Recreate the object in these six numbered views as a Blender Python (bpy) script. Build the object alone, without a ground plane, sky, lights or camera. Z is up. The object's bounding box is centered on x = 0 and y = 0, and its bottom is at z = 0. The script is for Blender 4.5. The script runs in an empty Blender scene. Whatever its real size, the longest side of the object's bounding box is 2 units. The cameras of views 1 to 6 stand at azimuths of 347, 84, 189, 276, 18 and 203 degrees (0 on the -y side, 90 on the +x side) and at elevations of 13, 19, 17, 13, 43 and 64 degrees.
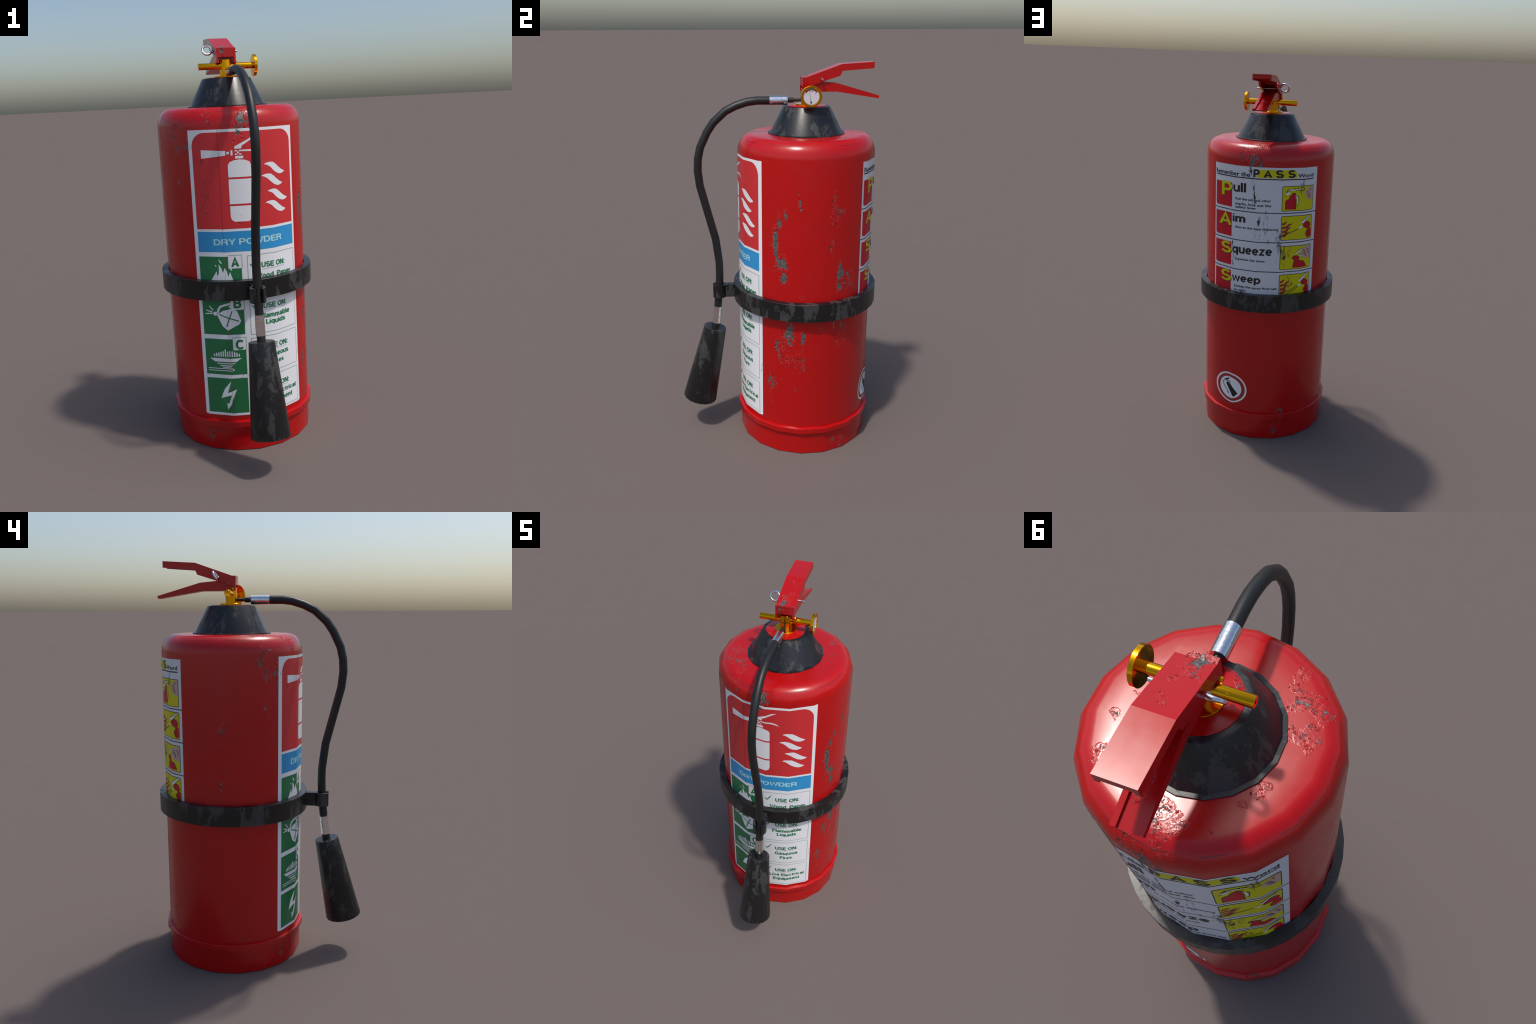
"""Worn red dry-powder fire extinguisher: low-facet lathe body, printed labels,
black collar and strap, brass valve with gauge, red carry handle and lever,
steel pin, rubber hose with nozzle horn.  All lengths in metres."""
import bpy, bmesh, math, random
from mathutils import Vector

random.seed(7)
AY = 0.1464            # world y of the cylinder axis; local origin is on it
SIDES = 18             # facets of the tank
STEP = 360.0 / SIDES
R_TANK = 0.3492
K = math.radians(1.0) * R_TANK * 0.995     # metres of label per degree


# ------------------------------------------------------------------ nodes ---
class Nodes:
    def __init__(self, tree):
        self.t = tree

    def n(self, kind, **kw):
        node = self.t.nodes.new(kind)
        for k, v in kw.items():
            setattr(node, k, v)
        return node

    def put(self, sock, val):
        if isinstance(val, bpy.types.NodeSocket):
            self.t.links.new(val, sock)
        elif val is not None:
            sock.default_value = val

    def math(self, op, a, b=None, c=None, clamp=False):
        m = self.n('ShaderNodeMath', operation=op, use_clamp=clamp)
        for s, v in zip(m.inputs, (a, b, c)):
            self.put(s, v)
        return m.outputs[0]

    def vmath(self, op, a, b=None, c=None):
        m = self.n('ShaderNodeVectorMath', operation=op)
        for s, v in zip(m.inputs, (a, b, c)):
            self.put(s, v)
        return m.outputs['Value'] if op in ('LENGTH', 'DOT_PRODUCT', 'DISTANCE') else m.outputs['Vector']

    def step(self, v, lo, hi, a=0.0, b=1.0):
        m = self.n('ShaderNodeMapRange', interpolation_type='SMOOTHSTEP')
        for s, x in zip(m.inputs, (v, lo, hi, a, b)):
            self.put(s, x)
        return m.outputs[0]

    def noise(self, vec, scale, detail=4.0, rough=0.55, dist=0.0):
        m = self.n('ShaderNodeTexNoise')
        self.put(m.inputs['Vector'], vec)
        m.inputs['Scale'].default_value = scale
        m.inputs['Detail'].default_value = detail
        m.inputs['Roughness'].default_value = rough
        m.inputs['Distortion'].default_value = dist
        return m.outputs['Fac']

    def noise_color(self, vec, scale):
        m = self.n('ShaderNodeTexNoise')
        self.put(m.inputs['Vector'], vec)
        m.inputs['Scale'].default_value = scale
        m.inputs['Detail'].default_value = 2.0
        return m.outputs['Color']

    def mix(self, f, a, b):
        m = self.n('ShaderNodeMix', data_type='RGBA')
        self.put(m.inputs[0], f)
        for s, v in ((m.inputs[6], a), (m.inputs[7], b)):
            self.put(s, (*v, 1.0) if isinstance(v, tuple) and len(v) == 3 else v)
        return m.outputs[2]

    def fmix(self, f, a, b):
        m = self.n('ShaderNodeMix', data_type='FLOAT')
        for s, v in ((m.inputs[0], f), (m.inputs[2], a), (m.inputs[3], b)):
            self.put(s, v)
        return m.outputs[0]

    def bump(self, h, strength, dist):
        b = self.n('ShaderNodeBump')
        b.inputs['Strength'].default_value = strength
        b.inputs['Distance'].default_value = dist
        self.put(b.inputs['Height'], h)
        return b.outputs['Normal']


def new_mat(name):
    m = bpy.data.materials.new(name)
    m.use_nodes = True
    t = m.node_tree
    t.nodes.clear()
    N = Nodes(t)
    out = N.n('ShaderNodeOutputMaterial')
    p = N.n('ShaderNodeBsdfPrincipled')
    t.links.new(p.outputs[0], out.inputs[0])
    obj = N.n('ShaderNodeTexCoord').outputs['Object']
    return m, N, p, obj


# Places where paint or print is worn to the metal: (angle deg, height, half width m, half height m)
CHIPS = [
    (-30.5, 1.270, .022, .040), (-33.5, 1.185, .024, .070), (-32.0, 1.130, .018, .050), (-27.8, 1.065, .036, .058),
    (-25.8, .992, .022, .045), (-14.0, 1.395, .013, .030),
    (21.5, 1.010, .020, .085), (21.0, .945, .022, .040),
    (-21.7, .690, .034, .072), (-9.5, .668, .020, .055), (-32.0, .632, .017, .034),
    (-37.5, .410, .020, .055), (17.0, .735, .013, .050),
    (-91.5, 1.602, .030, .050), (-95.5, 1.555, .020, .040), (-123.5, 1.290, .013, .060),
    (86.0, 1.580, .026, .055), (84.0, 1.530, .020, .050), (85.5, 1.495, .018, .050), (86.5, 1.430, .010, .075), (88.0, 1.385, .016, .040),
    (92.0, 1.262, .012, .045),
    (108.8, 1.170, .024, .060), (110.0, 1.100, .020, .080), (114.5, 1.085, .017, .055), (119.0, 1.095, .014, .050),
    (66.8, 1.120, .012, .070), (68.2, 1.040, .013, .060),
    (109.6, 1.140, .026, .085), (112.5, 1.080, .022, .055), (111.5, .050, .013, .022)]
# Places that only blister and pit
BLISTERS = [
    (115.5, .150, .020, .050), (111.0, .070, .026, .050), (52.4, .105, .020, .035), (-129.6, .080, .014, .050), (179.0, 1.245, .020, .034),
    (95.0, 1.27, .03, .05), (100.0, 1.20, .02, .05), (90.0, 1.20, .02, .04), (117.5, 1.09, .028, .06), (128.0, 1.44, .012, .05), (112.0, .945, .02, .05), (120.0, .95, .02, .05),
    (-24.5, 1.325, .014, .022), (-12.5, 1.350, .009, .014), (15.5, 1.360, .016, .080), (16.0, 1.300, .026, .050), (22.8, 1.305, .018, .034),
    (13.2, 1.156, .013, .030), (34.0, .950, .022, .060), (28.0, .960, .020, .050), (-24.0, .565, .036, .050), (-12.5, .555, .028, .070),
    (-30.0, .625, .026, .040), (24.0, .650, .026, .050), (5.0, .712, .012, .024), (26.0, .720, .020, .05), (-47.4, .455, .017, .038), (-35.0, .400, .022, .050),
    (-38.5, .305, .018, .050), (-15.0, .380, .010, .013), (-11.4, .890, .011, .022), (26.0, .045, .024, .032), (20.0, .05, .02, .03),
    (-97.0, 1.545, .030, .055), (-92.5, 1.500, .018, .045), (-119.0, 1.628, .028, .020), (-117.0, 1.590, .012, .03),
    (-148.0, 1.560, .034, .060), (-144.5, 1.500, .030, .060), (-135.0, 1.48, .012, .09), (-123.0, 1.440, .014, .050), (-122.5, 1.235, .024, .060), (-131.0, 1.17, .008, .07),
    (-96.5, 1.165, .012, .038), (-98.0, .392, .022, .018), (-110.0, .400, .010, .04), (-111.0, .320, .016, .055), (-110.5, .230, .014, .050), (-95.8, .960, .010, .028),
    (-122.0, .105, .014, .035), (80.0, 1.600, .036, .050), (93.0, 1.610, .034, .045), (90.0, 1.560, .03, .04),
    (34.0, .985, .020, .050), (-144.3, 1.325, .016, .028), (178.3, .940, .014, .050), (-72.0, 1.60, .008, .012)]
# on the flat shoulder and the handle: (x, y from axis, z, radius)
TOP_BLISTERS = [
    (-.010, .020, 1.946, .028), (-.026, -.028, 1.910, .028), (-.012, -.008, 1.935, .034),
    (-.166, -.220, 1.658, .022), (-.160, -.180, 1.658, .012), (-.187, -.143, 1.658, .030), (-.178, -.170, 1.658, .016), (-.222, -.165, 1.658, .022),
    (-.255, -.120, 1.650, .024), (-.240, -.132, 1.656, .026), (-.238, -.060, 1.658, .030), (-.200, -.054, 1.658, .022), (-.250, -.020, 1.655, .014),
    (-.183, .110, 1.658, .022), (-.158, .163, 1.658, .012), (.012, .226, 1.658, .026), (-.012, .250, 1.658, .034), (.003, .278, 1.654, .036),
    (.030, .262, 1.656, .022), (.217, .158, 1.658, .032), (.236, .045, 1.658, .016), (-.110, .254, 1.658, .010), (-.060, -.075, 1.793, .018),
    (.205, -.030, 1.658, .010), (.10, -.20, 1.658, .008), (-.048, .02, 1.90, .026), (.012, .245, 1.868, .020), (.006, .29, 1.848, .014),
    (.008, .055, 1.958, .015), (.004, .125, 1.978, .014), (-.030, .14, 1.98, .008)]
TOP_CHIPS = [(-.020, -.006, 1.935, .030), (-.026, -.028, 1.915, .016), (-.252, -.135, 1.653, .012)]


def chip_group():
    """Soft mask: 1 at the centre of every chipped place, 0 away from them."""
    g = bpy.data.node_groups.new('chipped_places', 'ShaderNodeTree')
    g.interface.new_socket('Mask', in_out='OUTPUT', socket_type='NodeSocketFloat')
    N = Nodes(g)
    pos = N.n('ShaderNodeTexCoord').outputs['Object']
    # ragged outlines: look the places up at a position shaken by noise
    shake = N.n('ShaderNodeTexNoise')
    N.put(shake.inputs['Vector'], N.vmath('MULTIPLY', pos, (1.0, 1.0, 0.7)))
    shake.inputs['Scale'].default_value = 24.0
    shake.inputs['Detail'].default_value = 4.0
    shake.inputs['Roughness'].default_value = 0.6
    pos = N.vmath('ADD', pos, N.vmath('MULTIPLY', N.vmath('SUBTRACT', shake.outputs['Color'], (0.5, 0.5, 0.5)), (0.055, 0.055, 0.080)))
    acc = {False: None, True: None}
    blobs = []
    for places, shallow in ((CHIPS, False), (BLISTERS, True)):
        for a, z, w, h in places:
            r = R_TANK if z < 1.58 else (0.335 if z < 1.61 else 0.31)
            blobs.append((r * math.cos(math.radians(a)), r * math.sin(math.radians(a)), z, w * 1.45, w * 1.45, h * 1.35, shallow))
    for places, shallow in ((TOP_CHIPS, False), (TOP_BLISTERS, True)):
        for x, y, z, r in places:
            blobs.append((x, y, z, r * 1.35, r * 1.35, r * 1.35, shallow))
    for x, y, z, rx, ry, rz, shallow in blobs:
        s = (1 / rx, 1 / ry, 1 / rz)
        v = N.vmath('MULTIPLY_ADD', pos, s, (-x * s[0], -y * s[1], -z * s[2]))
        d = N.math('SUBTRACT', 1.0, N.vmath('LENGTH', v))
        acc[shallow] = d if acc[shallow] is None else N.math('MAXIMUM', acc[shallow], d)
    # shallow places only blister, deep ones are worn down to the metal
    both = N.math('MAXIMUM', acc[False], N.math('MINIMUM', acc[True], 0.36))
    out = N.n('NodeGroupOutput')
    g.links.new(N.math('MAXIMUM', both, 0.0), out.inputs[0])
    return g


CHIP = chip_group()
BARE = (0.170, 0.158, 0.150)


def painted(name, color, rough=0.25, mottled=0.06, chips=0.0, spec=0.5, tall=0.60, uv_seam=False, under=BARE):
    """Gloss paint or print: blistered, pitted and worn to bare steel where CHIP says."""
    m, N, p, obj = new_mat(name)
    g = N.n('ShaderNodeGroup', node_tree=CHIP)
    mask = g.outputs[0]
    vec = N.vmath('MULTIPLY', obj, (1.0, 1.0, tall))
    big = N.math('SUBTRACT', N.noise(vec, 32.0, 5.0, 0.62, 0.4), 0.5)
    fine = N.math('SUBTRACT', N.noise(vec, 170.0, 3.0, 0.6), 0.5)
    v = N.math('ADD', mask, N.math('ADD', N.math('MULTIPLY', big, 1.7), N.math('MULTIPLY', fine, 0.6)))
    bare = N.math('MULTIPLY', N.step(v, 0.48 + chips, (0.60 if under is BARE else 0.80) + chips), N.step(mask, 0.02, 0.12))
    area = N.math('MULTIPLY', N.step(N.math('ADD', mask, N.math('MULTIPLY', big, 1.6)), 0.16 + chips * .5, 0.34 + chips * .5),
                  N.step(mask, 0.0, 0.08))
    # round blister pits of uneven size, some cells left whole
    cell = N.n('ShaderNodeTexVoronoi')
    N.put(cell.inputs['Vector'], N.vmath('ADD', vec, N.vmath('MULTIPLY', N.vmath('SUBTRACT', N.noise_color(obj, 90.0), (0.5, 0.5, 0.5)), (0.005, 0.005, 0.005))))
    cell.inputs['Scale'].default_value = 100.0
    size = N.n('ShaderNodeSeparateColor')
    N.put(size.inputs[0], cell.outputs['Color'])
    radius = N.math('MULTIPLY', N.math('SUBTRACT', size.outputs[0], 0.30), 0.80)
    hole = N.step(N.math('SUBTRACT', radius, cell.outputs['Distance']), -0.10, 0.06)
    pit = N.math('MULTIPLY', area, hole)
    smudge = N.noise(obj, 7.0, 5.0, 0.6)
    grit = N.noise(obj, 55.0, 4.0, 0.6)
    col = N.mix(N.step(smudge, 0.35, 0.75), tuple(color), tuple(c * (1.0 - mottled) for c in color))
    grey = N.mix(N.step(N.noise(obj, 130.0, 3.0), 0.35, 0.65), tuple(c * 0.50 for c in under), tuple(c * 1.25 for c in under))
    worn = N.mix(N.math('MULTIPLY', pit, 0.60), col, tuple(c * 0.30 + 0.012 for c in color))
    # flakes of undercoat among the blisters
    flake = N.math('MULTIPLY', N.math('MULTIPLY', area, N.step(mask, 0.10, 0.30)), N.step(N.noise(vec, 105.0, 4.0, 0.65), 0.54 + chips * .4, 0.60 + chips * .4))
    worn = N.mix(N.math('MULTIPLY', flake, 0.22), worn, tuple(c * 1.10 + 0.02 for c in under))
    worn = N.mix(bare, worn, grey)
    if uv_seam:  # broken dark line copied from a UV seam in the original texture
        xyz = N.n('ShaderNodeSeparateXYZ')
        N.put(xyz.inputs[0], obj)
        off = N.math('ABSOLUTE', N.math('SUBTRACT', xyz.outputs[2], 1.6364))
        line = N.math('MULTIPLY', N.step(off, 0.0005, 0.0014, 1.0, 0.0), N.step(N.noise(obj, 9.0, 2.0), 0.44, 0.54))
        worn = N.mix(N.math('MULTIPLY', line, 0.75), worn, (0.04, 0.012, 0.014))
    N.put(p.inputs['Base Color'], worn)
    N.put(p.inputs['Metallic'], N.math('MULTIPLY', bare, 0.5))
    rr = N.math('ADD', rough - 0.05, N.math('MULTIPLY', N.step(smudge, 0.3, 0.7), 0.09))
    rr = N.math('ADD', rr, N.math('MULTIPLY', N.math('SUBTRACT', grit, 0.5), 0.05))
    N.put(p.inputs['Roughness'], N.fmix(bare, rr, 0.50))
    p.inputs['Specular IOR Level'].default_value = spec
    h = N.math('MULTIPLY', area, N.math('MULTIPLY', N.noise(vec, 95.0, 2.0, 0.5), 0.30))
    h = N.math('SUBTRACT', h, N.math('MULTIPLY', pit, 0.85))
    h = N.math('SUBTRACT', h, N.math('MULTIPLY', bare, 0.45))
    N.put(p.inputs['Normal'], N.bump(h, 0.75, 0.0042))
    return m


def rubber(name, dark, dust, rough_a, rough_b, amount, streak=0.42, scale=9.0):
    """Black plastic or rubber with dusty, rubbed patches running down it."""
    m, N, p, obj = new_mat(name)
    v = N.vmath('MULTIPLY', obj, (1.0, 1.0, streak))
    n = N.noise(v, scale, 9.0, 0.72, 0.15)
    f = N.step(n, 0.62 - amount, 0.67 - amount)
    fine = N.noise(obj, 120.0, 3.0, 0.6)
    f = N.math('MULTIPLY', f, N.math('ADD', 0.55, N.math('MULTIPLY', fine, 0.8)), clamp=True)
    N.put(p.inputs['Base Color'], N.mix(f, dark, dust))
    N.put(p.inputs['Roughness'], N.fmix(f, rough_a, rough_b))
    N.put(p.inputs['Normal'], N.bump(N.noise(obj, 60.0, 4.0), 0.10, 0.002))
    return m


def metal(name, color, rough, bump=0.0, scale=60.0, dull=None):
    m, N, p, obj = new_mat(name)
    c = N.mix(N.noise(obj, 30.0, 4.0), color, tuple(x * 0.86 for x in color))
    met = 1.0
    if dull:
        spot = N.step(N.noise(obj, 70.0, 4.0, .6), 0.56, 0.62)
        c = N.mix(spot, c, dull)
        N.put(p.inputs['Roughness'], N.fmix(spot, rough, 0.4))
    else:
        N.put(p.inputs['Roughness'], N.math('ADD', rough, N.math('MULTIPLY', N.noise(obj, 25.0, 4.0), 0.08)))
    N.put(p.inputs['Base Color'], c)
    p.inputs['Metallic'].default_value = met
    if bump:
        N.put(p.inputs['Normal'], N.bump(N.noise(obj, scale, 3.0, 0.5), bump, 0.004))
    return m


def plain(name, color, rough=0.5, coat=0.0):
    m, N, p, obj = new_mat(name)
    c = N.mix(N.noise(obj, 80.0, 3.0), color, tuple(x * 0.93 for x in color))
    N.put(p.inputs['Base Color'], c)
    p.inputs['Roughness'].default_value = rough
    p.inputs['Coat Weight'].default_value = coat
    return m


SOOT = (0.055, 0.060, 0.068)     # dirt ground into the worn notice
M_RED = painted('red_gloss_paint', (0.470, 0.0025, 0.0030), uv_seam=True)
M_WHITE = painted('label_white', (0.86, 0.855, 0.87), 0.42, 0.03, 0.30)
M_PRED = painted('label_red', (0.640, 0.030, 0.034), 0.40, 0.04, 0.18)
M_BLUE = painted('label_blue', (0.032, 0.310, 0.640), 0.40, 0.04, 0.30)
M_PALE = painted('label_pale_cyan', (0.46, 0.78, 0.79), 0.40, 0.03, 0.30)
M_GREEN = painted('label_green', (0.019, 0.185, 0.064), 0.40, 0.05, 0.30)
M_TGREEN = painted('label_lettering_green', (0.034, 0.210, 0.098), 0.40, 0.05, 0.30)
M_LINE = painted('label_grey_green_line', (0.32, 0.44, 0.38), 0.42, 0.03, 0.30)
M_GREY = painted('label_grey_line', (0.45, 0.46, 0.47), 0.42, 0.03, 0.30)
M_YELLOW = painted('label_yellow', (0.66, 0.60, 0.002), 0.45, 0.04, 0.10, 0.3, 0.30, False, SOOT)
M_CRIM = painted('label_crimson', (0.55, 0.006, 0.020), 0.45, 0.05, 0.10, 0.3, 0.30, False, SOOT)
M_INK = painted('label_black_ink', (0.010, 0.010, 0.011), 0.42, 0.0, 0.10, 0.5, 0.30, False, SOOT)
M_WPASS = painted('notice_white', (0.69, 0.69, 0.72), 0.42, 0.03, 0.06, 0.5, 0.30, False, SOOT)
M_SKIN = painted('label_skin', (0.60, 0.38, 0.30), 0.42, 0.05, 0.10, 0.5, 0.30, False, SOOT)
M_RIM = painted('emblem_red', (0.34, 0.03, 0.025), 0.42, 0.05, 0.3)
M_CONE = rubber('black_collar_plastic', (0.0095, 0.0110, 0.0135), (0.044, 0.043, 0.042), 0.33, 0.50, 0.100, 0.42, 12.0)
M_STRAP = rubber('black_strap_plastic', (0.0080, 0.0080, 0.0082), (0.045, 0.045, 0.045), 0.33, 0.50, 0.115, 0.40, 14.0)
M_HORN = rubber('black_horn_plastic', (0.0085, 0.0088, 0.0094), (0.044, 0.044, 0.044), 0.38, 0.50, 0.105, 0.45, 17.0)
M_HOSE = rubber('black_hose_rubber', (0.0105, 0.0106, 0.0108), (0.016, 0.016, 0.016), 0.46, 0.52, 0.05, 1.0, 9.0)
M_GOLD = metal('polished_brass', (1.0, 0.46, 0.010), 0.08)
M_SILVER = metal('steel_ferrule', (0.80, 0.83, 0.88), 0.08, 0.45, 45.0)
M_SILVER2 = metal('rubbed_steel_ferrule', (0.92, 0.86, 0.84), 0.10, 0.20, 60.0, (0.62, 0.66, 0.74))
M_PIN = metal('bright_steel_pin', (0.86, 0.88, 0.92), 0.10)
M_DIAL = plain('gauge_dial_white', (0.72, 0.70, 0.72), 0.35, 0.4)
M_DRED = plain('gauge_dial_red', (0.42, 0.022, 0.018), 0.35, 0.4)
M_DGRN = plain('gauge_dial_green', (0.035, 0.20, 0.03), 0.35, 0.4)
M_DINK = plain('gauge_dial_ink', (0.015, 0.015, 0.016), 0.4, 0.4)
M_DGREY = plain('gauge_dial_rim_shadow', (0.22, 0.21, 0.21), 0.4, 0.2)  # grey for the painted shadow round the dial
M_COPPER = metal('copper_hub', (0.75, 0.33, 0.13), 0.3)

# ------------------------------------------------------------ scene objects ---
root = bpy.data.objects.new('fire_extinguisher', None)
root.location = (0.0, AY, 0.0)
root.empty_display_size = 0.2
root['label'] = 'worn red dry powder fire extinguisher with black hose, horn and brass gauge'
root['category'] = 'fire extinguisher'
bpy.context.scene.collection.objects.link(root)


def add(name, mesh, mat, parent=root, stuff=False):
    ob = bpy.data.objects.new(name, mesh)
    mesh.name = name
    if mat is not None:
        mesh.materials.append(mat)
    ob.parent = parent
    bpy.context.scene.collection.objects.link(ob)
    if stuff:
        ob['kind'] = 'stuff'
    return ob


def bm_mesh(bm, sharp=None):
    """Finish a bmesh; edges sharper than `sharp` degrees shade hard (None: all flat)."""
    bmesh.ops.recalc_face_normals(bm, faces=bm.faces)
    if sharp is not None:
        lim = math.radians(sharp)
        for f in bm.faces:
            f.smooth = True
        for e in bm.edges:
            e.smooth = not (len(e.link_faces) == 2 and e.calc_face_angle(0.0) > lim)
    me = bpy.data.meshes.new('part')
    bm.to_mesh(me)
    bm.free()
    return me


def ring_sweep(bm, rings, closed_caps=(True, True), wrap=False):
    """Skin a list of equally long vertex rings."""
    vs = [[bm.verts.new(p) for p in ring] for ring in rings]
    n = len(vs[0])
    pairs = list(zip(vs[:-1], vs[1:]))
    if wrap:
        pairs.append((vs[-1], vs[0]))
    for a, b in pairs:
        for i in range(n):
            j = (i + 1) % n
            bm.faces.new((a[i], a[j], b[j], b[i]))
    if not wrap:
        if closed_caps[0]:
            bm.faces.new(vs[0][::-1])
        if closed_caps[1]:
            bm.faces.new(vs[-1])


def lathe(profile, sides=SIDES, axis='z', centre=(0, 0, 0), sharp=40, caps=(True, True), phase=-90.0, wrap=False):
    """Turn (radius, height) points round an axis."""
    bm = bmesh.new()
    rings = []
    for r, h in profile:
        ring = []
        for i in range(sides):
            a = math.radians(phase + i * 360.0 / sides)
            c, s = r * math.cos(a), r * math.sin(a)
            p = (c, s, h) if axis == 'z' else (h, c, s)
            ring.append(Vector(p) + Vector(centre))
        rings.append(ring)
    ring_sweep(bm, rings, caps, wrap)
    return bm_mesh(bm, sharp)


def tube(points, radii, sides=12, sharp=50, caps=(True, True), side_axis=Vector((1, 0, 0)), flat_phase=0.0):
    """Round tube along a spine with mitred joints (spine roughly square to side_axis)."""
    P = [Vector(p) for p in points]
    if not hasattr(radii, '__len__'):
        radii = [radii] * len(P)
    rings = []
    for i, p in enumerate(P):
        d0 = (P[i] - P[i - 1]).normalized() if i > 0 else None
        d1 = (P[i + 1] - P[i]).normalized() if i < len(P) - 1 else None
        t = (d0 + d1).normalized() if d0 and d1 else (d0 or d1)
        mitre = 1.0 / max(0.5, t.dot(d1 if d1 else d0))
        u = (side_axis - t * side_axis.dot(t)).normalized()
        w = t.cross(u)
        rings.append([p + u * math.cos(a) * radii[i] + w * math.sin(a) * radii[i] * mitre
                      for a in (2 * math.pi * (k + flat_phase) / sides for k in range(sides))])
    bm = bmesh.new()
    ring_sweep(bm, rings, caps)
    return bm_mesh(bm, sharp)


def slab(bm, outline_yz, x0, x1):
    """Extrude a (world y, z) outline between two x planes."""
    a = [bm.verts.new((x0, y - AY, z)) for y, z in outline_yz]
    b = [bm.verts.new((x1, y - AY, z)) for y, z in outline_yz]
    bm.faces.new(a)
    bm.faces.new(b[::-1])
    n = len(a)
    for i in range(n):
        j = (i + 1) % n
        bm.faces.new((a[j], a[i], b[i], b[j]))


# ------------------------------------------------------------------- tank ---
shoulder = [(0.283 + (R_TANK - 0.283) * math.cos(t), 1.575 + 0.0820 * math.sin(t))
            for t in (math.radians(a) for a in (0, 16, 32, 48, 64, 78, 90))]
tank_profile = [(0.349, 0.150), (R_TANK, 0.158)] + shoulder + [(0.235, 1.6572), (0.10, 1.6574)]
tank = add('tank', lathe(tank_profile, sharp=60), M_RED)

skirt = [(0.330, 0.0), (R_TANK, 0.0), (R_TANK, 0.1225), (0.3640, 0.1275), (0.3640, 0.1535), (0.3630, 0.1553),
         (0.3505, 0.1590), (0.3460, 0.1590), (0.3300, 0.1500)]
add('base_skirt', lathe(skirt, sharp=25, caps=(True, True)), M_RED)

collar_profile = [(0.1700, 1.6568), (0.1945, 1.6568), (0.1945, 1.6622), (0.1825, 1.6634),
                  (0.1205, 1.7850), (0.1175, 1.7890), (0.1120, 1.7905), (0.0900, 1.7905)]
add('collar', lathe(collar_profile, sharp=30), M_CONE)
add('collar_disc', lathe([(0.096, 1.788), (0.0990, 1.7895), (0.0992, 1.7928), (0.0975, 1.7936)], sides=24, sharp=35), M_RED)

# ------------------------------------------------------------------ strap ---
strap_profile = [(0.3490, 0.7764), (0.3802, 0.7764), (0.3808, 0.7772), (0.3808, 0.8680), (0.3802, 0.8688),
                 (0.3490, 0.8698)]
strap = add('strap', lathe(strap_profile, sides=36, sharp=30, wrap=True), M_STRAP)

# hose clip: open ring on an arm
CLIP_Y = -0.3140
bm = bmesh.new()
arm = [(x, y) for x, y in ((-0.0180, -0.230), (0.0180, -0.230), (0.0180, -0.284), (-0.0180, -0.284))]


def prism(bm, outline_xy, z0, z1):
    a = [bm.verts.new((x, y - AY, z0)) for x, y in outline_xy]
    b = [bm.verts.new((x, y - AY, z1)) for x, y in outline_xy]
    bm.faces.new(a[::-1])
    bm.faces.new(b)
    n = len(a)
    for i in range(n):
        j = (i + 1) % n
        bm.faces.new((a[i], a[j], b[j], b[i]))


outer, inner = [], []
for i in range(13):
    a = math.radians(-90 + 30 + i * 300.0 / 12)
    outer.append((0.0376 * math.cos(a), CLIP_Y + 0.0376 * math.sin(a)))
    inner.append((0.0256 * math.cos(a), CLIP_Y + 0.0256 * math.sin(a)))
# arm grows out of the back of the ring: swap the rear outer points for the arm outline
rear = [i for i, (x, y) in enumerate(outer) if y > CLIP_Y + 0.028]
clip_outline = (outer[:rear[0]] + [(0.0180, -0.2800), (0.0180, -0.2290), (-0.0180, -0.2290), (-0.0180, -0.2800)]
                + outer[rear[-1] + 1:] + inner[::-1])
prism(bm, clip_outline, 0.7875, 0.8563)
add('hose_clip', bm_mesh(bm, 32), M_STRAP, strap)

# -------------------------------------------------------------- brass valve ---
valve = add('valve', lathe([(0.0560, 1.7925), (0.0560, 1.8000), (0.0550, 1.8008), (0.0285, 1.8010),
                            (0.0285, 1.8752), (0.0280, 1.8757)], sides=18, sharp=35), M_GOLD)
ROD_Z = 1.8470
add('cross_rod', lathe([(0.0050, -0.126), (0.0050, -0.1330), (0.0146, -0.1333), (0.0155, -0.1322), (0.0155, 0.1360)],
                       sides=14, axis='x', centre=(0, 0, ROD_Z), sharp=40, phase=0), M_GOLD, valve)
gauge = add('gauge', lathe([(0.0500, 0.1342), (0.0514, 0.1352), (0.0514, 0.1472), (0.0500, 0.1486), (0.0420, 0.1486),
                            (0.0405, 0.1468), (0.0402, 0.1440)], sides=22, axis='x', centre=(0, 0, ROD_Z), sharp=30), M_GOLD)
for side in (-1, 1):
    knob = [(0.0062, side * 0.0385), (0.0066, side * 0.0500), (0.0052, side * 0.0535), (0.0015, side * 0.0545)]
    add('pivot_pin', lathe(knob, sides=10, axis='x', centre=(0, 0.1300 - AY, 1.8690), sharp=40), M_GOLD, valve)


def flat_on_gauge(name, polys, mat, layer):
    """Thin printed pieces on the dial; polys are (right, up) outlines about the dial centre."""
    bm = bmesh.new()
    x = 0.1441 + 0.00035 * layer
    for poly in polys:
        bm.faces.new([bm.verts.new((x, a, ROD_Z + b)) for a, b in poly])
    bmesh.ops.recalc_face_normals(bm, faces=bm.faces)
    for f in bm.faces:
        if f.normal.x < 0:
            f.normal_flip()
    me = bpy.data.meshes.new('p')
    bm.to_mesh(me)
    bm.free()
    return add(name, me, mat, gauge)


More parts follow.
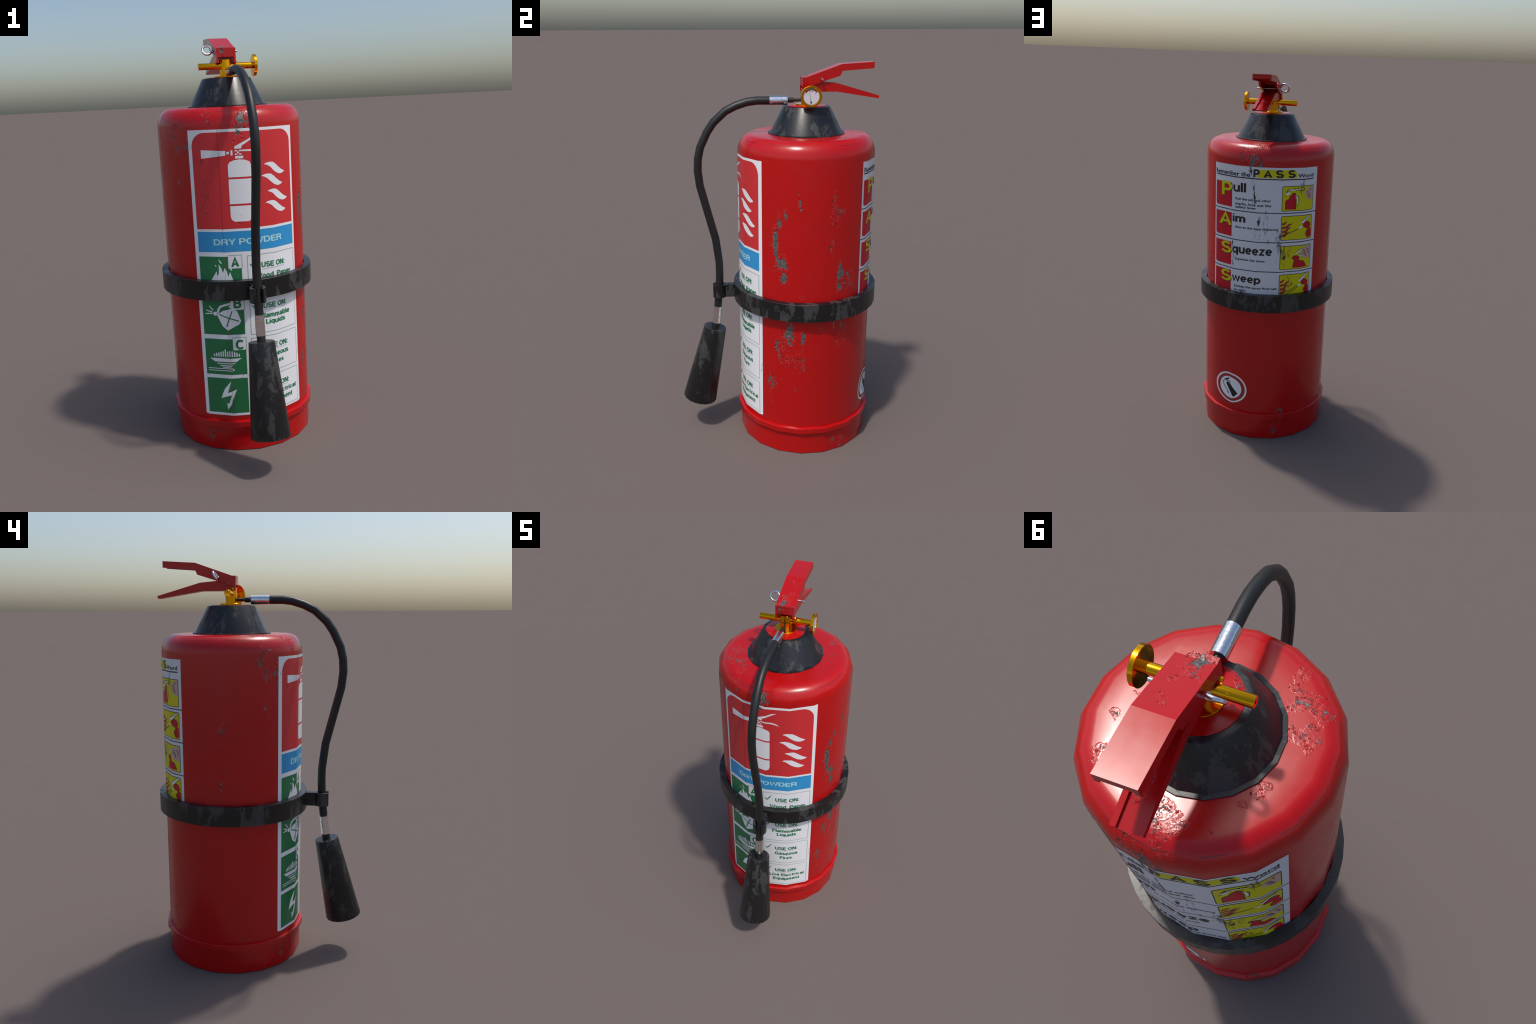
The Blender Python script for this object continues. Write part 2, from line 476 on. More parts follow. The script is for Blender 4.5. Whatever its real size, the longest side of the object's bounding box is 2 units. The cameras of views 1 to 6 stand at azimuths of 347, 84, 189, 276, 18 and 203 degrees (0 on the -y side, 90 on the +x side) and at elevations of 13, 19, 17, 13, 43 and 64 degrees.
def arc(r0, r1, a0, a1, n=8):
    aa = [math.radians(a0 + (a1 - a0) * i / n) for i in range(n + 1)]
    return [(r1 * math.cos(a), r1 * math.sin(a)) for a in aa] + [(r0 * math.cos(a), r0 * math.sin(a)) for a in aa[::-1]]


def disc(r, n=24, c=(0, 0)):
    return [(c[0] + r * math.cos(2 * math.pi * i / n), c[1] + r * math.sin(2 * math.pi * i / n)) for i in range(n)]


flat_on_gauge('dial_rim_shadow', [disc(0.0403)], M_DGREY, 0)  # grey ring painted in as the shadow at the brass ring's inner edge
flat_on_gauge('dial', [disc(0.0380)], M_DIAL, 1)
flat_on_gauge('dial_red_arc', [arc(0.0292, 0.0372, 36, 79), arc(0.0292, 0.0372, 101, 146)], M_DRED, 2)
flat_on_gauge('dial_green_arc', [arc(0.0292, 0.0376, 79, 101, 4)], M_DGRN, 2)
hub = (-0.0015, -0.0268)
tip = (-0.0120, 0.0275)
flat_on_gauge('gauge_needle', [[(hub[0] - .0010, hub[1]), (hub[0] + .0010, hub[1]), (tip[0] + .0004, tip[1]), (tip[0] - .0006, tip[1])]], M_DINK, 3)
flat_on_gauge('gauge_hub', [disc(0.0047, 14, hub)], M_DINK, 4)
flat_on_gauge('gauge_hub_screw', [disc(0.0022, 10, hub)], M_COPPER, 5)
ticks = []
for cx, cy, kind in ((-0.0222, 0.0105, 1), (-0.0055, 0.0243, 2), (0.0045, 0.0238, 3), (0.0195, 0.0138, 2)):
    for j in range(kind):
        ox = cx + (j - (kind - 1) / 2) * 0.0022
        ticks.append([(ox - .0006, cy - .0022), (ox + .0006, cy - .0022), (ox + .0006, cy + .0022), (ox - .0006, cy + .0022)])
flat_on_gauge('dial_figure', ticks, M_DINK, 3)

# ----------------------------------------------------------- handle, lever ---
HW, HI = 0.0475, 0.0372
top_line = [(0.1185, 1.9297), (0.1360, 1.9297), (0.3140, 1.9908), (0.4725, 1.9999)]
wall = top_line + [(0.4725, 1.9695), (0.3150, 1.9585), (0.3040, 1.9355), (0.2180, 1.9090), (0.1420, 1.8850),
                   (0.1420, 1.8612), (0.1185, 1.8606)]
plate = top_line + [(0.4725, 1.9795), (0.3160, 1.9705), (0.1385, 1.9100), (0.1385, 1.8876), (0.1185, 1.8876)]
bm = bmesh.new()
slab(bm, wall, -HW, -HI)
slab(bm, plate, -HI, HI)
slab(bm, wall, HI, HW)
add('carry_handle', bm_mesh(bm), M_RED)

LW, LI = 0.0378, 0.0240
lever_top = [(0.1460, 1.9050), (0.2150, 1.9064), (0.2940, 1.8988), (0.5058, 1.8372)]
lever_bot = [(0.5025, 1.8243), (0.2900, 1.8592), (0.1460, 1.8597)]
floor = [(0.5052, 1.8300), (0.5025, 1.8243), (0.2900, 1.8592), (0.1460, 1.8597), (0.1460, 1.8950), (0.2150, 1.8960), (0.2940, 1.8890)]
bm = bmesh.new()
slab(bm, lever_top + lever_bot, -LW, -LI)
slab(bm, floor, -LI, LI)
slab(bm, lever_top + lever_bot, LI, LW)
slab(bm, [(0.1800, 1.8945), (0.1860, 1.8945), (0.1920, 1.9160), (0.1860, 1.9160)], -LI, LI)
add('squeeze_lever', bm_mesh(bm), M_RED)

# ----------------------------------------------------------- safety pin ---
PY, PZ = 0.2115 - AY, 1.9205
e1 = Vector((1, 0, 0))
e2 = Vector((0, 0.537, 0.843))
en = e1.cross(e2)
ringc = Vector((-0.0760, 0.2112 - AY, 1.9272))
loop = []
for i in range(23):
    t = i / 22.0
    a = math.radians(-25 - 370 * t)
    loop.append(ringc + (e1 * math.cos(a) + e2 * math.sin(a)) * 0.0224 + en * (-0.0055 + 0.0110 * t))


def wire(points, r, sides=8):
    P = [Vector(p) for p in points]
    bm = bmesh.new()
    rings = []
    u = en.copy()
    for i, p in enumerate(P):
        t = (P[min(i + 1, len(P) - 1)] - P[max(i - 1, 0)]).normalized()
        u = (u - t * u.dot(t)).normalized()
        w = t.cross(u)
        rings.append([p + (u * math.cos(b) + w * math.sin(b)) * r for b in (2 * math.pi * k / sides for k in range(sides))])
    ring_sweep(bm, rings)
    return bm_mesh(bm, 50)


pin = add('safety_pin', lathe([(0.0045, -0.0560), (0.0054, -0.0550), (0.0054, -0.0340), (0.0030, -0.0330), (0.0030, 0.0330), (0.0054, 0.0340), (0.0054, 0.0748), (0.0046, 0.0756)], sides=10, axis='x',
                              centre=(0, PY, PZ), sharp=40), M_PIN)
add('pull_ring', wire([Vector((-0.052, PY, PZ))] + loop, 0.0052), M_PIN, pin)

# --------------------------------------------------------- hose and horn ---
HZ = 1.8180
spine = [(-0.0400, HZ - .0006), (-0.1039, HZ - .0004), (-0.1522, 1.8117), (-0.2085, 1.7939), (-0.2616, 1.7679),
         (-0.3213, 1.7136), (-0.3531, 1.6677), (-0.3899, 1.5922), (-0.4032, 1.5327), (-0.4062, 1.4723),
         (-0.3977, 1.3950), (-0.3263, 1.1117), (-0.3101, 0.9813), (-0.3098, 0.9163), (-0.3122, 0.8507),
         (-0.3235, 0.7310)]


def yz(pts):
    return [(0.0, y - AY, z) for y, z in pts]


hose = add('hose', tube(yz(spine), 0.0204, 12, 50), M_HOSE)
add('hose_tail', tube(yz([(0.1250, HZ), (0.0800, HZ)]), 0.0077, 12, 40), M_HOSE, hose)
add('hose_tail', tube(yz([(0.0800, HZ), (0.0450, HZ)]), 0.0124, 12, 40), M_HOSE, hose)
add('ferrule', tube(yz([(0.0488, HZ), (-0.0414, HZ)]), 0.0228, 14, 40), M_SILVER, hose)
add('ferrule', tube(yz([(-0.3236, 0.7302), (-0.3345, 0.6342)]), 0.0224, 14, 40), M_SILVER2, hose)
add('hose_tail', tube(yz([(-0.3340, 0.6390), (-0.3420, 0.6000)]), 0.0205, 12, 40), M_HOSE, hose)
top, bot = Vector((0, -0.3414 - AY, 0.6072)), Vector((0, -0.4390 - AY, 0.1825))
ax = (bot - top).normalized()
hu = Vector((1, 0, 0))
hv = ax.cross(hu)
length = (bot - top).length
bm = bmesh.new()
ring_sweep(bm, [[top + ax * d + (hu * math.cos(t) + hv * math.sin(t)) * r for t in (2 * math.pi * k / 18 for k in range(18))]
                for d, r in ((0.0, 0.0605), (length - 0.0015, 0.0925), (length, 0.0917), (length, 0.0850),
                             (length - 0.0300, 0.0800))])
add('discharge_horn', bm_mesh(bm, 40), M_HORN)


# ------------------------------------------------------- plain bold lettering ---
def bow(cx, cy, rx, ry, a0, a1, n=10):
    return [(cx + rx * math.cos(math.radians(a0 + (a1 - a0) * i / n)), cy + ry * math.sin(math.radians(a0 + (a1 - a0) * i / n)))
            for i in range(n + 1)]


def oval(cx, cy, rx, ry):
    return bow(cx, cy, rx, ry, 0, 360, 16)


T, Bm, XT = 0.925, 0.075, 0.655          # centre lines at cap top, base and x-height
STEM = [(.08, 0), (.08, 1)]
HALF = [(.08, 0), (.08, .73)]
GLYPHS = {   # letter: (advance width, strokes along centre lines)
    'A': (.72, [[(.06, 0), (.36, .97), (.66, 0)], [(.17, .30), (.55, .30)]]),
    'B': (.68, [STEM, [(.08, T), (.36, T)] + bow(.36, .72, .20, .205, 80, -80, 8) + [(.08, .515)], bow(.37, .295, .23, .22, 88, -90, 8) + [(.08, Bm)]]),
    'C': (.74, [bow(.40, .5, .32, .425, 42, 318, 16)]),
    'D': (.74, [STEM, [(.08, T), (.33, T)] + bow(.33, .5, .33, .425, 80, -80) + [(.33, Bm), (.08, Bm)]]),
    'E': (.62, [STEM, [(.08, T), (.60, T)], [(.08, .51), (.55, .51)], [(.08, Bm), (.61, Bm)]]),
    'F': (.58, [STEM, [(.08, T), (.58, T)], [(.08, .49), (.52, .49)]]),
    'G': (.78, [bow(.40, .5, .32, .425, 42, 320, 16) + [(.68, .15), (.68, .46)], [(.42, .46), (.74, .46)]]),
    'L': (.56, [STEM, [(.08, Bm), (.56, Bm)]]),
    'N': (.70, [STEM, [(.11, .97), (.59, .03)], [(.62, 0), (.62, 1)]]),
    'O': (.80, [oval(.40, .5, .325, .425)]),
    'P': (.64, [STEM, [(.08, T), (.38, T)] + bow(.38, .68, .21, .245, 80, -80, 8) + [(.08, .435)]]),
    'R': (.70, [STEM, [(.08, T), (.40, T)] + bow(.40, .71, .21, .215, 80, -80, 8) + [(.08, .495)], [(.40, .49), (.55, .38), (.60, .10), (.64, 0)]]),
    'S': (.66, [bow(.33, .70, .24, .225, 25, 262, 12) + bow(.33, .285, .26, .21, 78, -165, 12)]),
    'U': (.70, [[(.08, 1), (.08, .35)] + bow(.345, .34, .265, .265, 190, 350, 10) + [(.61, .35), (.61, 1)]]),
    'W': (.98, [[(.04, 1), (.25, .04), (.49, .96), (.73, .04), (.94, 1)]]),
    'Y': (.68, [[(.34, 0), (.34, .43)], [(.05, 1), (.34, .42), (.63, 1)]]),
    'a': (.56, [bow(.27, .50, .19, .155, 165, 0, 8) + [(.46, .15), (.51, .03)], [(.46, .40), (.28, .36)] + bow(.24, .21, .17, .135, 100, 350, 10)]),
    'b': (.60, [STEM, oval(.31, .365, .22, .29)]),
    'c': (.54, [bow(.30, .365, .22, .29, 45, 315, 12)]),
    'd': (.60, [[(.52, 0), (.52, 1)], oval(.29, .365, .22, .29)]),
    'e': (.58, [[(.50, .365), (.10, .365)], [(.51, .365)] + bow(.295, .365, .215, .29, 12, 318, 14)]),
    'i': (.17, [HALF, [(.08, .86), (.08, 1)]]),
    'l': (.17, [STEM]),
    'm': (.86, [HALF, [(.08, .40)] + bow(.245, .46, .165, .195, 170, 10, 8) + [(.41, .42), (.41, 0)], [(.41, .40)] + bow(.575, .46, .165, .195, 170, 10, 8) + [(.74, .42), (.74, 0)]]),
    'n': (.57, [HALF, [(.08, .38)] + bow(.285, .445, .205, .21, 170, 10, 8) + [(.49, .42), (.49, 0)]]),
    'o': (.60, [oval(.30, .365, .225, .29)]),
    'p': (.60, [[(.08, -.22), (.08, .73)], oval(.31, .365, .22, .29)]),
    'q': (.60, [[(.52, -.22), (.52, .73)], oval(.29, .365, .22, .29)]),
    'r': (.38, [HALF, [(.08, .38)] + bow(.32, .40, .24, .25, 165, 88, 6)]),
    's': (.53, [bow(.265, .52, .17, .135, 20, 258, 10) + bow(.265, .21, .19, .135, 75, -165, 10)]),
    't': (.34, [[(.16, .93), (.16, .18), (.21, .085), (.33, .075)], [(.01, .655), (.33, .655)]]),
    'u': (.57, [[(.49, 0), (.49, .73)], [(.08, .73), (.08, .29)] + bow(.28, .275, .20, .20, 190, 350, 8)]),
    'v': (.55, [[(.04, .73), (.275, .03), (.51, .73)]]),
    'w': (.80, [[(.04, .73), (.21, .04), (.40, .69), (.59, .04), (.76, .73)]]),
    'z': (.50, [[(.04, XT), (.42, XT), (.08, Bm), (.47, Bm)]]),
    ',': (.20, [[(.10, .13), (.06, -.14)]]),
    ':': (.20, [[(.10, 0), (.10, .15)], [(.10, .56), (.10, .71)]]),
}


# ----------------------------------------------------------------- labels ---
class Print:
    """Pieces of print, drawn flat in (angle in degrees, height), cut along the facet edges of
    the tank and wrapped on to it, one thin layer above another."""

    def __init__(self, name, mat, parent, layer, stuff=False):
        self.name, self.mat, self.parent, self.layer, self.stuff = name, mat, parent, layer, stuff
        self.bm = bmesh.new()

    def poly(self, pts):
        self.bm.faces.new([self.bm.verts.new((a, z, 0.0)) for a, z in pts])
        return self

    def rect(self, a0, z0, a1, z1):
        return self.poly([(a0, z0), (a1, z0), (a1, z1), (a0, z1)])

    def rounded(self, a0, z0, a1, z1, r, corners=(1, 1, 1, 1), n=6):
        """Rectangle with rounded corners (bottom left, bottom right, top right, top left)."""
        pts = []
        for (ca, cz, s), c in zip(((a0, z0, 180), (a1, z0, 270), (a1, z1, 0), (a0, z1, 90)), corners):
            if not c:
                pts.append((ca, cz))
                continue
            oa = ca + (r / K if ca == a0 else -r / K)
            oz = cz + (r if cz == z0 else -r)
            for i in range(n + 1):
                t = math.radians(s + 90 * i / n)
                pts.append((oa + r / K * math.cos(t), oz + r * math.sin(t)))
        return self.poly(pts)

    def frame(self, a0, z0, a1, z1, w):
        o = [(a0, z0), (a1, z0), (a1, z1), (a0, z1)]
        wa = w / K
        i = [(a0 + wa, z0 + w), (a1 - wa, z0 + w), (a1 - wa, z1 - w), (a0 + wa, z1 - w)]
        for k in range(4):
            j = (k + 1) % 4
            self.poly([o[k], o[j], i[j], i[k]])
        return self

    def ribbon(self, pts, w, taper=None):
        """Line of width w (metres) through points, mitred; taper scales the width along it."""
        P = [Vector((a * K, z)) for a, z in pts]
        L, Rr = [], []
        for i, p in enumerate(P):
            d0 = (P[i] - P[i - 1]).normalized() if i else None
            d1 = (P[i + 1] - P[i]).normalized() if i < len(P) - 1 else None
            t = (d0 + d1).normalized() if d0 and d1 else (d0 or d1)
            m = 1.0 / max(0.5, t.dot(d1 or d0))
            n = Vector((-t.y, t.x)) * (w * 0.5 * m * (taper[i] if taper else 1.0))
            L.append(p + n)
            Rr.append(p - n)
        f = [(v.x / K, v.y) for v in L] + [(v.x / K, v.y) for v in Rr[::-1]]
        for i in range(len(P) - 1):
            q = [Rr[i], Rr[i + 1], L[i + 1], L[i]]
            self.poly([(v.x / K, v.y) for v in q])
        return self

    def letters(self, s, a0, z0, a1, z1, weight=0.155):
        """Bold lettering built stroke by stroke and stretched to fill the box."""
        x, quads = 0.0, []
        for ch in s:
            if ch == ' ':
                x += 0.30
                continue
            adv, strokes = GLYPHS[ch]
            for k, pts in enumerate(strokes):
                Q = [Vector((x + px, py)) for px, py in pts]
                loop = (Q[0] - Q[-1]).length < 1e-4
                if loop:
                    Q = Q[:-1]
                n = len(Q)
                L, Rr = [], []
                for i in range(n):
                    d0 = (Q[i] - Q[i - 1]).normalized() if (i or loop) else None
                    d1 = (Q[(i + 1) % n] - Q[i]).normalized() if (i < n - 1 or loop) else None
                    t = ((d0 + d1).normalized() if d0 and d1 else (d0 or d1))
                    m = 1.0 / max(0.55, t.dot(d1 or d0))
                    nn = Vector((-t.y, t.x)) * (weight * 0.5 * m)
                    L.append(Q[i] + nn)
                    Rr.append(Q[i] - nn)
                for i in range(n if loop else n - 1):
                    j = (i + 1) % n
                    quads.append((k, (Rr[i], Rr[j], L[j], L[i])))
            x += adv + 0.085
        xs = [v.x for k, q in quads for v in q]
        ys = [v.y for k, q in quads for v in q]
        x0, x1, y0, y1 = min(xs), max(xs), min(ys), max(ys)
        for k, q in quads:
            f = [self.bm.verts.new((a0 + (v.x - x0) / (x1 - x0) * (a1 - a0), z0 + (v.y - y0) / (y1 - y0) * (z1 - z0), k * 0.0001)) for v in q]
            self.bm.faces.new(f)
        return self

    def ellipse(self, a, z, ra, rz, n=32):
        return self.poly([(a + ra * math.cos(2 * math.pi * i / n), z + rz * math.sin(2 * math.pi * i / n)) for i in range(n)])

    def text(self, s, a0, z0, a1, z1, bold=0.0):
        """Lettering stretched to fill the box."""
        cu = bpy.data.curves.new('t', 'FONT')
        cu.body = s
        cu.size = 1.0
        cu.offset = bold
        cu.resolution_u = 3
        ob = bpy.data.objects.new('t', cu)
        bpy.context.scene.collection.objects.link(ob)
        dg = bpy.context.evaluated_depsgraph_get()
        me = bpy.data.meshes.new_from_object(ob.evaluated_get(dg))
        xs = [v.co.x for v in me.vertices]
        ys = [v.co.y for v in me.vertices]
        x0, x1, y0, y1 = min(xs), max(xs), min(ys), max(ys)
        for v in me.vertices:
            v.co = (a0 + (v.co.x - x0) / (x1 - x0) * (a1 - a0), z0 + (v.co.y - y0) / (y1 - y0) * (z1 - z0), 0.0)
        self.bm.from_mesh(me)
        bpy.data.objects.remove(ob)
        bpy.data.curves.remove(cu)
        bpy.data.meshes.remove(me)
        return self

    def done(self):
        bm = self.bm
        bm.normal_update()
        for f in bm.faces:
            if f.normal.z < 0:
                f.normal_flip()
        bmesh.ops.triangulate(bm, faces=bm.faces[:], ngon_method='EAR_CLIP')
        lo = min(v.co.x for v in bm.verts)
        hi = max(v.co.x for v in bm.verts)
        a = -90.0 - 10 * STEP
        while a < hi:
            if a > lo:
                bmesh.ops.bisect_plane(bm, geom=bm.verts[:] + bm.edges[:] + bm.faces[:], dist=1e-5,
                                       plane_co=(a, 0, 0), plane_no=(1, 0, 0))
            a += STEP
        normals = []
        bm.verts.ensure_lookup_table()
        for v in bm.verts:
            R = R_TANK + 0.0008 + 0.00045 * self.layer + v.co.z
            k = math.floor((v.co.x + 90.0) / STEP + 1e-7)
            t = (v.co.x + 90.0) / STEP - k
            t0 = math.radians(-90.0 + k * STEP)
            t1 = t0 + math.radians(STEP)
            x = R * ((1 - t) * math.cos(t0) + t * math.cos(t1))
            y = R * ((1 - t) * math.sin(t0) + t * math.sin(t1))
            v.co = (x, y, v.co.y)
            normals.append(Vector((x, y, 0)).normalized())
        for f in bm.faces:
            f.smooth = True
        me = bpy.data.meshes.new(self.name)
        bm.to_mesh(me)
        bm.free()
        me.normals_split_custom_set_from_vertices(normals)
        return add(self.name, me, self.mat, self.parent, self.stuff)


# ---- front label: class-of-fire table --------------------------------------
front = Print('front_label', M_WHITE, root, 0).rounded(-134.0, 0.184, -46.2, 1.5605, 0.006, (1, 1, 0, 0)).done()


def P(name, mat, layer, stuff=False):
    return Print(name, mat, front, layer, stuff)


P('red_panel', M_PRED, 1).rounded(-130.6, 1.1105, -49.5, 1.5478, 0.060, (0, 0, 1, 1), 10).done()
P('blue_panel', M_BLUE, 1).rect(-130.5, 1.0025, -49.2, 1.0982).done()
P('title_lettering', M_PALE, 2).letters('DRY POWDER', -117.9, 1.0320, -61.9, 1.0675, 0.185).done()
p = P('green_panel', M_GREEN, 1)
for z0, z1 in ((0.7995, 0.9812), (0.5998, 0.7800), (0.3968, 0.5775), (0.1975, 0.3780)):
    p.rect(-130.5, z0, -97.2, z1)
p.done()
p, q = P('letter_box_edge', M_LINE, 2), P('letter_box', M_WHITE, 3)
for z in (0.9875, 0.7865, 0.5860):
    p.rect(-107.5, z - 0.0650, -96.6, z)
    q.rect(-107.2, z - 0.0640, -97.2, z - 0.0035)
p.done()
q.done()
p = P('class_letter', M_GREEN, 4)
for s, z in (('A', 0.9805), ('B', 0.7795), ('C', 0.5735)):
    p.letters(s, -105.2, z - 0.0500, -99.0, z + .001, 0.23)
p.done()

# pictogram on the red panel: an extinguisher and four heat waves
p = P('extinguisher_pictogram', M_WHITE, 2)
p.poly([(-123.5, 1.4335), (-105.0, 1.4440), (-104.8, 1.4645), (-123.6, 1.4716)])
p.rect(-104.0, 1.4490, -102.2, 1.4600)
p.rect(-101.0, 1.4430, -99.5, 1.4655)
for a0, z0, a1, z1 in ((-97.8, 1.4600, -96.0, 1.4660), (-94.8, 1.4600, -93.0, 1.4660), (-97.8, 1.4450, -96.0, 1.4510), (-94.8, 1.4450, -93.0, 1.4510)):
    p.rect(a0, z0, a1, z1)
p.ellipse(-95.4, 1.4555, 0.8, 0.0045, 10)
p.rect(-97.7, 1.4280, -91.8, 1.4400)
p.poly([(-98.0, 1.4715), (-93.2, 1.4720), (-92.4, 1.4850), (-87.3, 1.5030), (-83.6, 1.5150), (-80.5, 1.5250), (-85.3, 1.5200), (-88.0, 1.5110), (-97.9, 1.4825)])
p.poly([(-93.0, 1.4600), (-86.0, 1.4585), (-82.5, 1.4545), (-78.2, 1.4455), (-80.8, 1.4590), (-84.3, 1.4660), (-92.6, 1.4670)])
p.poly([(-103.5, 1.3455), (-86.2, 1.3455), (-86.2, 1.4000), (-87.3, 1.4130), (-90.6, 1.4215), (-94.9, 1.4242), (-99.0, 1.4210), (-102.2, 1.4135), (-103.5, 1.3990)])
p.rect(-103.5, 1.2240, -86.3, 1.3368)
p.poly([(-103.4, 1.2148), (-103.4, 1.1690), (-102.6, 1.1510), (-100.2, 1.1425), (-89.8, 1.1420), (-87.2, 1.1500), (-86.3, 1.1680), (-86.3, 1.2148)])
p.done()
p = P('heat_wave', M_WHITE, 2)
for a, z in ((-75.7, 1.3946), (-78.2, 1.3423), (-73.7, 1.2706), (-75.7, 1.2183)):
    up = [(0, 0), (2.2, .0062), (5.1, .0086), (8.0, .0065), (10.5, -.0030), (13.5, -.0180), (16.5, -.0310), (19.6, -.0397)]
    dn = [(18.2, -.0455), (16.6, -.0492), (14.2, -.0500), (11.0, -.0430), (7.8, -.0290), (5.0, -.0130), (2.4, -.0040)]
    p.poly([(a + x, z + y) for x, y in up + dn])
p.done()

# class pictograms on the green panels
p = P('fire_pictogram', M_WHITE, 2)
p.poly([(-124.5, 0.842), (-123.0, 0.858), (-121.2, 0.8720), (-116.9, 0.9118), (-116.7, 0.8870), (-115.2, 0.9020), (-114.9, 0.9450),
        (-113.0, 0.9260), (-111.8, 0.9045), (-110.2, 0.9300), (-108.6, 0.9080), (-107.9, 0.8855), (-106.3, 0.9075),
        (-104.9, 0.8800), (-103.5, 0.858), (-102.5, 0.842), (-104, 0.825), (-108, 0.812), (-119, 0.812), (-123, 0.825)])
p.ribbon([(-114.9, 0.9683), (-113.6, 0.9560), (-112.6, 0.9480)], 0.0075, (0.2, 1.0, 0.6))
p.ribbon([(-117.9, 0.9400), (-117.0, 0.9350)], 0.005)
p.ribbon([(-105.9, 0.9220), (-104.9, 0.9150)], 0.006)
p.done()
p = P('can_pictogram', M_WHITE, 2)
p.poly([(-119.0, 0.7000), (-114.6, 0.6417), (-110.5, 0.6228), (-101.5, 0.6500), (-99.9, 0.6661), (-102.7, 0.7163), (-107.2, 0.7290), (-113.5, 0.7200)])
p.ellipse(-120.3, 0.7040, 1.7, 0.0100, 12)
p.ribbon([(-118.2, 0.7080), (-117.4, 0.7250), (-115.8, 0.7390), (-111.5, 0.7490), (-107.4, 0.7540)], 0.0105)
p.ribbon([(-108.6, 0.7360), (-107.2, 0.7420)], 0.010)
for a0, z0, a1, z1 in ((-128.4, .7030, -122.6, .7045), (-127.6, .7200, -122.6, .7115), (-124.9, .7420, -121.9, .7200)):
    p.ribbon([(a0, z0), (a1, z1)], 0.0065, (0.6, 1.0))
p.done()
p = P('can_cross', M_GREEN, 3)
p.ribbon([(-116.8, 0.7004), (-101.6, 0.6660)], 0.0055)
p.done()
p = P('can_cross', M_GREEN, 4)
p.ribbon([(-106.6, 0.7173), (-111.5, 0.6400)], 0.0055)
p.done()
p = P('burner_pictogram', M_WHITE, 2)
p.poly([(-126.9, 0.4801), (-125.3, 0.4730), (-123.0, 0.4625), (-105.0, 0.4625), (-102.6, 0.4740), (-100.8, 0.4801)])
p.poly([(-121.6, 0.4560), (-120.6, 0.4515), (-106.9, 0.4515), (-105.8, 0.4560)])
p.poly([(-119.2, 0.4455), (-118.0, 0.4400), (-109.3, 0.4400), (-108.2, 0.4455)])
p.rect(-116.6, 0.4325, -109.5, 0.4360)
p.ribbon([(-128.6, 0.4280), (-108.6, 0.4280), (-107.7, 0.4255), (-107.4, 0.4224), (-107.7, 0.4193), (-108.6, 0.4172), (-128.6, 0.4172)], 0.0036)
for i in range(12):
    a = -123.6 + i * 1.84
    h = (.0140, .0190, .0225, .0255, .0300, .0400, .0290, .0330, .0300, .0260, .0210, .0150)[i]
    p.poly([(a, 0.4885), (a + 1.05, 0.4885), (a + 1.05, 0.4885 + h - .003), (a + 0.6, 0.4890 + h), (a, 0.4885 + h - .004)])
p.done()
p = P('bolt_pictogram', M_WHITE, 2)
p.poly([(-110.4, 0.3639), (-113.8, 0.3010), (-106.2, 0.3219), (-110.9, 0.2500), (-110.3, 0.2480), (-114.3, 0.2150), (-114.9, 0.2470), (-113.0, 0.2480),
        (-110.4, 0.2925), (-119.5, 0.2728), (-117.8, 0.3000), (-116.1, 0.3231)])
p.done()

# table on the right: frames, ticks, lettering
p = P('table_frame', M_LINE, 1)
rows = ((0.7970, 0.9818), (0.5948, 0.7805), (0.3962, 0.5790), (0.1940, 0.3790))
for z0, z1 in rows:
    p.frame(-92.8, z0, -49.3, z1, 0.0030)
p.done()
p, q, u = P('tick_mark', M_TGREEN, 2), P('table_lettering', M_TGREEN, 2), P('underline', M_GREY, 2)
lines = (('Wood, Paper', -86.4, -53.4, 0.8890), ('Flammable', -84.2, -56.1, 0.6890), ('Gaseous', -81.6, -59.0, 0.4915), ('Live Electrical', -87.1, -52.0, 0.2895))
second = (None, ('Liquids', -79.8, -61.1, 0.6590, 0.6360), ('Fires', -76.7, -64.6, 0.4555, 0.4335), ('Equipment', -83.5, -56.4, 0.2570, 0.2290))
for i, (z0, z1) in enumerate(rows):
    zt = z1 - 0.0405
    p.poly([(-91.0, zt - .0010), (-90.4, zt + .0005), (-88.7, zt - .0095), (-87.0, zt + .0070), (-84.2, zt + .0245), (-86.2, zt + .0020), (-88.8, zt - .0180)])
    q.letters('USE ON:', -81.4, zt - .0250, -59.5, zt + .0015, 0.22)
    u.rect(-80.3, zt - .0322, -60.8, zt - .0305)
    s, a0, a1, z = lines[i]
    drop = 0.0245 if i < 1 else 0.0215
    q.letters(s, a0, z - drop - (.004 if i == 0 else 0), a1, z + .0050, 0.22)
    if second[i]:
        s, a0, a1, zt2, zb2 = second[i]
        q.letters(s, a0, zb2 - (.004 if 'q' in s and i == 1 else 0), a1, zt2 + .0015, 0.22)
p.done()
q.done()
u.done()
P('uv_seam_line', M_INK, 6).rect(-110.10, 0.999, -109.94, 1.5600).done()  # dark and red lines copy a texture UV seam, not a label joint
P('uv_seam_line', M_CRIM, 6).rect(-110.08, 0.185, -109.96, 0.988).done()

# ---- back notice: how to use -------------------------------------------------
back = Print('back_notice', M_WPASS, root, 0).rect(44.0, 0.845, 144.4, 1.5475).done()


def B(name, mat, layer, stuff=False):
    return Print(name, mat, back, layer, stuff)


